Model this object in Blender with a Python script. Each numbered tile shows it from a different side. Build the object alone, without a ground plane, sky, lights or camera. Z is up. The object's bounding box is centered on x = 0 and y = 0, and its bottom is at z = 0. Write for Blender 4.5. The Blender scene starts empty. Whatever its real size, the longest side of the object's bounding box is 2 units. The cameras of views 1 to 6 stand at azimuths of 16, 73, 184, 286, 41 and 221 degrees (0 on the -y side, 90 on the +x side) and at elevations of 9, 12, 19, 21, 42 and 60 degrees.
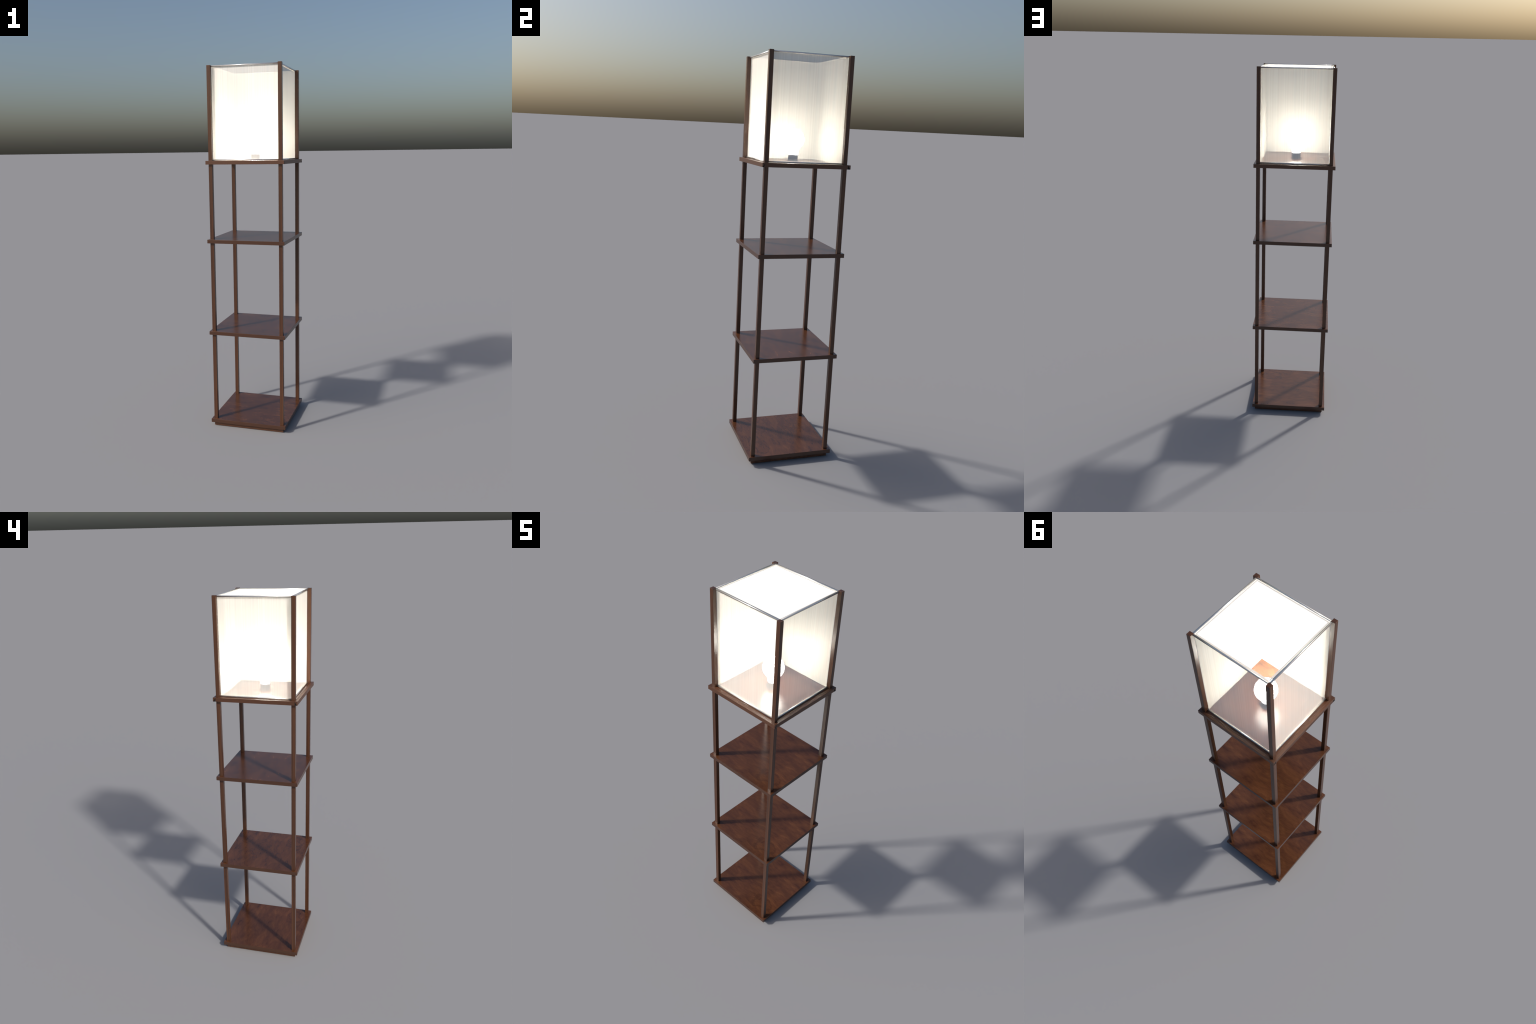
"""Tall square shelf lamp: four slim corner posts carry three shelves and a lamp
platform; above the platform four translucent panes between the posts make an
open-topped shade around a glowing globe bulb."""
import bpy
import bmesh
import math
from mathutils import Vector, Matrix

# ------------------------------------------------------------------ sizes (m)
HEIGHT = 2.0
POST_OUT = 0.2041          # outer face of a corner post from the axis
POST_W = 0.0204            # square section of a post
SLAB_HALF = 0.2171         # half side of every shelf board
SLAB_T = 0.0199            # board thickness
SHELF_TOPS = (0.0405, 0.5582, 1.0754)
PLATFORM_TOP = 1.5026
RAIL_W = 0.0135            # edging rails of the lamp platform
PLINTH_HALF = 0.2026
PANE_IN, PANE_OUT = 0.1815, 0.1830
PANE_BOTTOM, PANE_TOP = 1.5032, 1.9952
HEM_IN, HEM_Z = 0.1742, 1.9939
WIRE_R, WIRE_AXIS = 0.0033, 0.1872
WIRE_LOW, WIRE_HIGH = 1.5063, 1.9953
BULB_R, BULB_Z = 0.0520, 1.6085
SOCKET_TOP = 1.5342
BULB_GLOW = 142.0
WEAVE_OPEN = 0.138         # share of light that passes straight through the weave


# ------------------------------------------------------------------ node help
class Nodes:
    def __init__(self, name):
        self.mat = bpy.data.materials.new(name)
        self.mat.use_nodes = True
        self.tree = self.mat.node_tree
        self.bsdf = self.tree.nodes["Principled BSDF"]

    def add(self, kind, **props):
        n = self.tree.nodes.new(kind)
        for k, v in props.items():
            setattr(n, k, v)
        return n

    def link(self, a, b):
        self.tree.links.new(a, b)

    def mapped(self, scale, loc=(0, 0, 0), rot=(0, 0, 0), source=None):
        if source is None:
            source = self.add("ShaderNodeTexCoord").outputs["Object"]
        m = self.add("ShaderNodeMapping")
        m.inputs["Scale"].default_value = scale
        m.inputs["Location"].default_value = loc
        m.inputs["Rotation"].default_value = rot
        self.link(source, m.inputs["Vector"])
        return m.outputs["Vector"]

    def noise(self, vec, scale, detail=4.0, rough=0.55, distort=0.0):
        n = self.add("ShaderNodeTexNoise")
        n.inputs["Scale"].default_value = scale
        n.inputs["Detail"].default_value = detail
        n.inputs["Roughness"].default_value = rough
        n.inputs["Distortion"].default_value = distort
        self.link(vec, n.inputs["Vector"])
        return n.outputs["Fac"]

    def ramp(self, fac, stops):
        r = self.add("ShaderNodeValToRGB")
        e = r.color_ramp.elements
        while len(e) < len(stops):
            e.new(0.5)
        for el, (p, c) in zip(e, stops):
            el.position = p
            el.color = (*c, 1) if len(c) == 3 else c
        self.link(fac, r.inputs["Fac"])
        return r.outputs["Color"]

    def mix(self, fac, a, b, blend="MIX"):
        m = self.add("ShaderNodeMix", data_type="RGBA", blend_type=blend)
        for socket, v in ((m.inputs[0], fac), (m.inputs[6], a), (m.inputs[7], b)):
            if isinstance(v, (int, float)):
                socket.default_value = v
            elif isinstance(v, tuple):
                socket.default_value = (*v, 1)
            else:
                self.link(v, socket)
        return m.outputs[2]

    def math(self, op, a, b=0.0):
        m = self.add("ShaderNodeMath", operation=op)
        for socket, v in zip(m.inputs, (a, b)):
            if isinstance(v, (int, float)):
                socket.default_value = v
            else:
                self.link(v, socket)
        return m.outputs[0]

    def bump(self, height, strength, distance):
        b = self.add("ShaderNodeBump")
        b.inputs["Strength"].default_value = strength
        b.inputs["Distance"].default_value = distance
        self.link(height, b.inputs["Height"])
        self.link(b.outputs["Normal"], self.bsdf.inputs["Normal"])


GREY = lambda v: (v, v, v)


def shelf_wood():
    """Red-brown burl veneer: cloudy dark figure drawn out along x, fine pores, a knot."""
    n = Nodes("burl_veneer")
    p = n.mapped((0.8, 2.4, 1.0))
    cloud = n.noise(p, 13.0, 7.0, 0.66, 0.7)
    fine = n.noise(n.mapped((14, 60, 14)), 3.0, 5.0, 0.65)
    col = n.ramp(cloud, [(0.27, (0.045, 0.0160, 0.0086)), (0.42, (0.079, 0.0285, 0.0130)),
                         (0.55, (0.099, 0.0365, 0.0150)), (0.74, (0.138, 0.0545, 0.0205))])
    streak = n.ramp(fine, [(0.30, GREY(0.84)), (0.52, GREY(1.0)), (0.75, GREY(1.11))])
    col = n.mix(1.0, col, streak, "MULTIPLY")
    # broad soft shading of the sheet
    broad = n.noise(n.mapped((1.0, 1.6, 1.0), (1.7, 0.2, 0.0)), 4.5, 2.0, 0.5)
    col = n.mix(1.0, col, n.ramp(broad, [(0.32, GREY(0.84)), (0.70, GREY(1.14))]), "MULTIPLY")
    # a dark curved flame of figure near one corner of the sheet
    warp = n.noise(n.mapped((1, 1, 1), (3.1, 0.4, 0)), 14.0, 3.0, 0.6)
    g = n.add("ShaderNodeTexGradient", gradient_type="SPHERICAL")
    n.link(n.mapped((9.0, 16.0, 1.0), (-1.15, 2.1, 0)), g.inputs["Vector"])
    ring = n.math("ADD", g.outputs["Fac"], n.math("MULTIPLY", n.math("SUBTRACT", warp, 0.5), 1.7))
    mask = n.ramp(ring, [(0.32, GREY(0.0)), (0.44, GREY(0.45)), (0.60, GREY(0.0))])
    col = n.mix(mask, col, (0.030, 0.0115, 0.0075))
    n.link(col, n.bsdf.inputs["Base Color"])
    n.bsdf.inputs["Roughness"].default_value = 0.26
    n.bsdf.inputs["Specular IOR Level"].default_value = 0.56
    return n.mat


def post_wood(name, along, tone=1.0, figure=1.0):
    """Brown straight-grained wood, streaks run along the given axis of the part."""
    n = Nodes(name)
    thin = [260.0, 260.0, 260.0]
    thin["xyz".index(along)] = 1.2
    soft = [70.0, 70.0, 70.0]
    soft["xyz".index(along)] = 1.0
    a = n.noise(n.mapped(tuple(soft)), 1.0, 3.0, 0.6, 0.4)
    b = n.noise(n.mapped(tuple(thin), (5, 2, 7)), 1.0, 4.0, 0.6)
    col = n.ramp(a, [(0.30, (0.078 * tone, 0.034 * tone, 0.0185 * tone)),
                     (0.50, (0.108 * tone, 0.045 * tone, 0.0230 * tone)),
                     (0.72, (0.150 * tone, 0.062 * tone, 0.0290 * tone))])
    col = n.mix(1.0, col, n.ramp(b, [(0.3, GREY(0.78)), (0.55, GREY(1.0)), (0.75, GREY(1.15))]), "MULTIPLY")
    if figure < 1.0:
        col = n.mix(figure, (0.106 * tone, 0.044 * tone, 0.0225 * tone), col)
    n.link(col, n.bsdf.inputs["Base Color"])
    n.bsdf.inputs["Roughness"].default_value = 0.27
    return n.mat


def shade_paper():
    """Clear-bodied pane with a cream fibre film: vertical threads of slightly different tint."""
    n = Nodes("fibre_pane")
    wide = n.noise(n.mapped((34.0, 0.0, 0.35)), 1.0, 2.0, 0.5)
    thread = n.noise(n.mapped((170.0, 0.0, 0.6), (3, 0, 1)), 1.0, 3.0, 0.6)
    tint = n.noise(n.mapped((60.0, 0.0, 0.3), (9, 0, 4)), 1.0, 2.0, 0.5)
    col = n.ramp(tint, [(0.32, (0.862, 0.832, 0.788)), (0.50, (0.860, 0.845, 0.800)), (0.68, (0.850, 0.848, 0.812))])
    col = n.mix(1.0, col, n.ramp(wide, [(0.30, GREY(0.965)), (0.70, GREY(1.025))]), "MULTIPLY")
    col = n.mix(1.0, col, n.ramp(thread, [(0.30, GREY(0.935)), (0.5, GREY(1.0)), (0.70, GREY(1.045))]), "MULTIPLY")
    n.link(col, n.bsdf.inputs["Base Color"])
    n.bsdf.inputs["Roughness"].default_value = 0.45
    # part of the light goes straight through the open weave of each face
    through = n.add("ShaderNodeBsdfTransparent")
    n.link(col, through.inputs["Color"])
    blend = n.add("ShaderNodeMixShader")
    blend.inputs[0].default_value = WEAVE_OPEN
    n.link(n.bsdf.outputs["BSDF"], blend.inputs[1])
    n.link(through.outputs["BSDF"], blend.inputs[2])
    n.link(blend.outputs[0], n.tree.nodes["Material Output"].inputs["Surface"])
    return n.mat


def clear_backing():
    n = Nodes("clear_backing_sheet")
    clear = n.add("ShaderNodeBsdfTransparent")
    clear.inputs["Color"].default_value = (0.985, 0.98, 0.965, 1)
    n.link(clear.outputs["BSDF"], n.tree.nodes["Material Output"].inputs["Surface"])
    n.tree.nodes.remove(n.bsdf)
    return n.mat


def plain(name, colour, rough, metal=0.0, glow=0.0):
    n = Nodes(name)
    n.bsdf.inputs["Base Color"].default_value = (*colour, 1)
    n.bsdf.inputs["Roughness"].default_value = rough
    n.bsdf.inputs["Metallic"].default_value = metal
    if glow:
        n.bsdf.inputs["Emission Color"].default_value = (1.0, 0.975, 0.935, 1)
        n.bsdf.inputs["Emission Strength"].default_value = glow
    return n.mat


# ------------------------------------------------------------------ mesh help
def mesh_of(bm, name, *mats):
    me = bpy.data.meshes.new(name)
    bmesh.ops.recalc_face_normals(bm, faces=bm.faces)
    bm.to_mesh(me)
    bm.free()
    for m in mats:
        me.materials.append(m)
    return me


def box_bm(x0, x1, y0, y1, z0, z1, chamfer=0.0, segments=2):
    bm = bmesh.new()
    bmesh.ops.create_cube(bm, size=1.0)
    for v in bm.verts:
        v.co = Vector((x1 if v.co.x > 0 else x0, y1 if v.co.y > 0 else y0, z1 if v.co.z > 0 else z0))
    if chamfer:
        bmesh.ops.bevel(bm, geom=bm.edges[:], offset=chamfer, segments=segments, affect="EDGES", profile=0.5)
    return bm


def lathe_bm(profile, steps=48):
    """Closed body of revolution about z from (radius, z) points, poles at both ends."""
    bm = bmesh.new()
    rings = []
    for r, z in profile:
        if r < 1e-6:
            rings.append([bm.verts.new((0, 0, z))])
        else:
            rings.append([bm.verts.new((r * math.cos(a), r * math.sin(a), z))
                          for a in (math.tau * i / steps for i in range(steps))])
    for lo, hi in zip(rings, rings[1:]):
        for i in range(steps):
            j = (i + 1) % steps
            if len(lo) == 1:
                bm.faces.new((lo[0], hi[j], hi[i]))
            elif len(hi) == 1:
                bm.faces.new((lo[i], lo[j], hi[0]))
            else:
                bm.faces.new((lo[i], lo[j], hi[j], hi[i]))
    return bm


def place(name, me, parent, loc=(0, 0, 0), turn=0.0):
    ob = bpy.data.objects.new(name, me)
    bpy.context.scene.collection.objects.link(ob)
    ob.parent = parent
    ob.location = loc
    ob.rotation_euler = (0, 0, turn)
    return ob


def smooth(me, angle=None):
    for p in me.polygons:
        p.use_smooth = True
    if angle is not None:
        me.set_sharp_from_angle(angle=math.radians(angle))


# ------------------------------------------------------------------ materials
VENEER = shelf_wood()
POST = post_wood("post_wood", "z", 0.75)
RAIL = post_wood("rail_wood", "y", 0.84, 0.15)
RAIL.node_tree.nodes["Principled BSDF"].inputs["Roughness"].default_value = 0.40
EDGE = plain("edge_band_stain", (0.068, 0.0305, 0.0178), 0.27)
PLINTH = post_wood("plinth_wood", "x", 1.05)
PANE = shade_paper()
BACKING = clear_backing()
SOCKET = plain("socket_black_plastic", (0.016, 0.013, 0.012), 0.85)
CHROME = plain("rim_chrome", (0.80, 0.785, 0.76), 0.18, 0.72)
HEM = plain("hem_film", (0.84, 0.80, 0.74), 0.5)
GLOW = plain("lit_opal_glass", (0.9, 0.9, 0.88), 0.3, 0.0, BULB_GLOW)
DARK = plain("wedge_flat_black", (0.003, 0.003, 0.003), 0.9)

# ------------------------------------------------------------------ the lamp
lamp = bpy.data.objects.new("shelf_floor_lamp", None)
bpy.context.scene.collection.objects.link(lamp)
lamp["label"] = "tall dark wood shelf floor lamp with glowing square paper shade"
lamp["category"] = "floor lamp"

# corner posts ------------------------------------------------------
post_z0 = SHELF_TOPS[0] - SLAB_T + 0.004
h = POST_W / 2
me = mesh_of(box_bm(-h, h, -h, h, 0, HEIGHT - post_z0, 0.0009), "corner_post", POST)
c = POST_OUT - h
for k, (sx, sy) in enumerate(((-1, -1), (1, -1), (1, 1), (-1, 1))):
    place("corner_post", me, lamp, (sx * c, sy * c, post_z0), 0.0)


# shelves -----------------------------------------------------------
def slab_mesh(name, half):
    bm = box_bm(-half, half, -half, half, -SLAB_T, 0, 0.0007)
    me = mesh_of(bm, name, VENEER, EDGE)
    for p in me.polygons:
        p.material_index = 0 if abs(p.normal.z) > 0.7 else 1
    return me


me = slab_mesh("shelf", SLAB_HALF)
for z in SHELF_TOPS:
    place("shelf", me, lamp, (0, 0, z))

me = mesh_of(box_bm(-PLINTH_HALF, PLINTH_HALF, -PLINTH_HALF, PLINTH_HALF, 0,
                    SHELF_TOPS[0] - SLAB_T, 0.0006), "plinth", PLINTH)
place("plinth", me, lamp)

# lamp platform: a veneered board edged with four rails -------------
inner = SLAB_HALF - RAIL_W
platform = place("lamp_platform", slab_mesh("lamp_platform", inner), lamp, (0, 0, PLATFORM_TOP))
long_rail = mesh_of(box_bm(-SLAB_HALF, SLAB_HALF, 0, RAIL_W, -SLAB_T, 0, 0.0007), "edge_rail", RAIL)
short_rail = mesh_of(box_bm(-inner, inner, 0, RAIL_W, -SLAB_T, 0, 0.0007), "edge_rail_short", RAIL)
for k in range(4):
    turn = math.pi / 2 * k
    rot = Matrix.Rotation(turn, 3, "Z")
    place("edge_rail", long_rail if k % 2 == 0 else short_rail, platform, rot @ Vector((0, -SLAB_HALF, 0)), turn)

# solid black three-cornered wedges at the rail ends on the two sides
T = SLAB_T
for sx in (-1, 1):
    for sy in (-1, 1):
        full = not (sx > 0 and sy < 0)
        pts = [(inner, -0.0015), (inner, -T + 0.0004), (SLAB_HALF - 0.001, -T + 0.0004)] if full else \
              [(inner + 0.001, -0.003), (inner + 0.006, -T + 0.0004), (SLAB_HALF - 0.001, -T + 0.0004)]
        bm = bmesh.new()
        near = [bm.verts.new((sx * (SLAB_HALF - 0.004), sy * y, z)) for y, z in pts]
        far = [bm.verts.new((sx * (SLAB_HALF + 0.0003), sy * y, z)) for y, z in pts]
        bm.faces.new(near)
        bm.faces.new(far)
        for i in range(3):
            j = (i + 1) % 3
            bm.faces.new((near[i], near[j], far[j], far[i]))
        place("black_corner_wedge", mesh_of(bm, "black_corner_wedge", DARK), platform)

# shade: four mitred panes ------------------------------------------
shade = bpy.data.objects.new("lamp_shade", None)
bpy.context.scene.collection.objects.link(shade)
shade.parent = lamp
shade.location = (0, 0, PANE_BOTTOM)


def pane_mesh():
    """Thin sheet, mitred at both ends where it meets its neighbours behind the posts."""
    bm = box_bm(-1, 1, -PANE_OUT, -PANE_IN, 0, PANE_TOP - PANE_BOTTOM)
    for v in bm.verts:
        v.co.x *= abs(v.co.y) - 0.0002
    me = mesh_of(bm, "shade_pane", PANE, BACKING)
    for p in me.polygons:              # woven film outside, clear backing sheet behind it
        p.material_index = 0 if p.normal.y < -0.7 else 1
    return me


me = pane_mesh()
for k in range(4):
    place("shade_pane", me, shade, (0, 0, 0), math.pi / 2 * k)

# hem: the film turns inward in a narrow level strip along the top of each pane
bm = box_bm(-1, 1, -PANE_IN + 0.0002, -HEM_IN, 0, 0.0012)
for v in bm.verts:
    v.co.x *= abs(v.co.y) - 0.0002
me = mesh_of(bm, "pane_hem", HEM)
for k in range(4):
    place("pane_hem", me, shade, (0, 0, HEM_Z - PANE_BOTTOM), math.pi / 2 * k)

# bright wire loops that carry the panes: square rod with softly rolled shading, one run per side
run = POST_OUT - 0.003                # the ends are let into the posts
me = mesh_of(box_bm(-run, run, -WIRE_R, WIRE_R, -WIRE_R, WIRE_R), "rim_wire", CHROME)
smooth(me)
for z in (WIRE_LOW, WIRE_HIGH):
    for k in range(4):
        turn = math.pi / 2 * k
        spot = Matrix.Rotation(turn, 3, "Z") @ Vector((0, -WIRE_AXIS, z - PANE_BOTTOM))
        place("rim_wire", me, shade, spot, turn)

# bulb and socket ---------------------------------------------------
socket_profile = [(0, PLATFORM_TOP - 0.002), (0.0310, PLATFORM_TOP - 0.002), (0.0310, PLATFORM_TOP + 0.002), (0.0290, PLATFORM_TOP + 0.0038),  # foot flared wide to model dark contact shadow and floor reflection round the socket
                  (0.0245, PLATFORM_TOP + 0.0060), (0.0235, SOCKET_TOP - 0.003), (0.0240, SOCKET_TOP - 0.0008),
                  (0.0234, SOCKET_TOP), (0, SOCKET_TOP)]
me = mesh_of(lathe_bm(socket_profile), "bulb_socket", SOCKET)
smooth(me, 35)
socket = place("bulb_socket", me, lamp)

neck_r, neck_z = 0.0230, SOCKET_TOP - 0.001
profile = [(0, neck_z), (neck_r, neck_z), (0.0240, neck_z + 0.0025)]
# concave shoulder easing from the neck into the globe
a0 = math.radians(-52)
join = (BULB_R * math.cos(a0), BULB_Z + BULB_R * math.sin(a0))
for i in range(1, 7):
    t = i / 7
    p0, p1, p2 = profile[2], (0.0262, join[1] - 0.0075), join
    profile.append(tuple((1 - t) ** 2 * a + 2 * t * (1 - t) * b + t * t * c_ for a, b, c_ in zip(p0, p1, p2)))
for i in range(25):
    a = a0 + (math.pi / 2 - a0) * i / 24
    profile.append((max(BULB_R * math.cos(a), 0.0), BULB_Z + BULB_R * math.sin(a)))
profile[-1] = (0, BULB_Z + BULB_R)
me = mesh_of(lathe_bm(profile), "light_bulb", GLOW)
smooth(me, 40)
place("light_bulb", me, lamp)
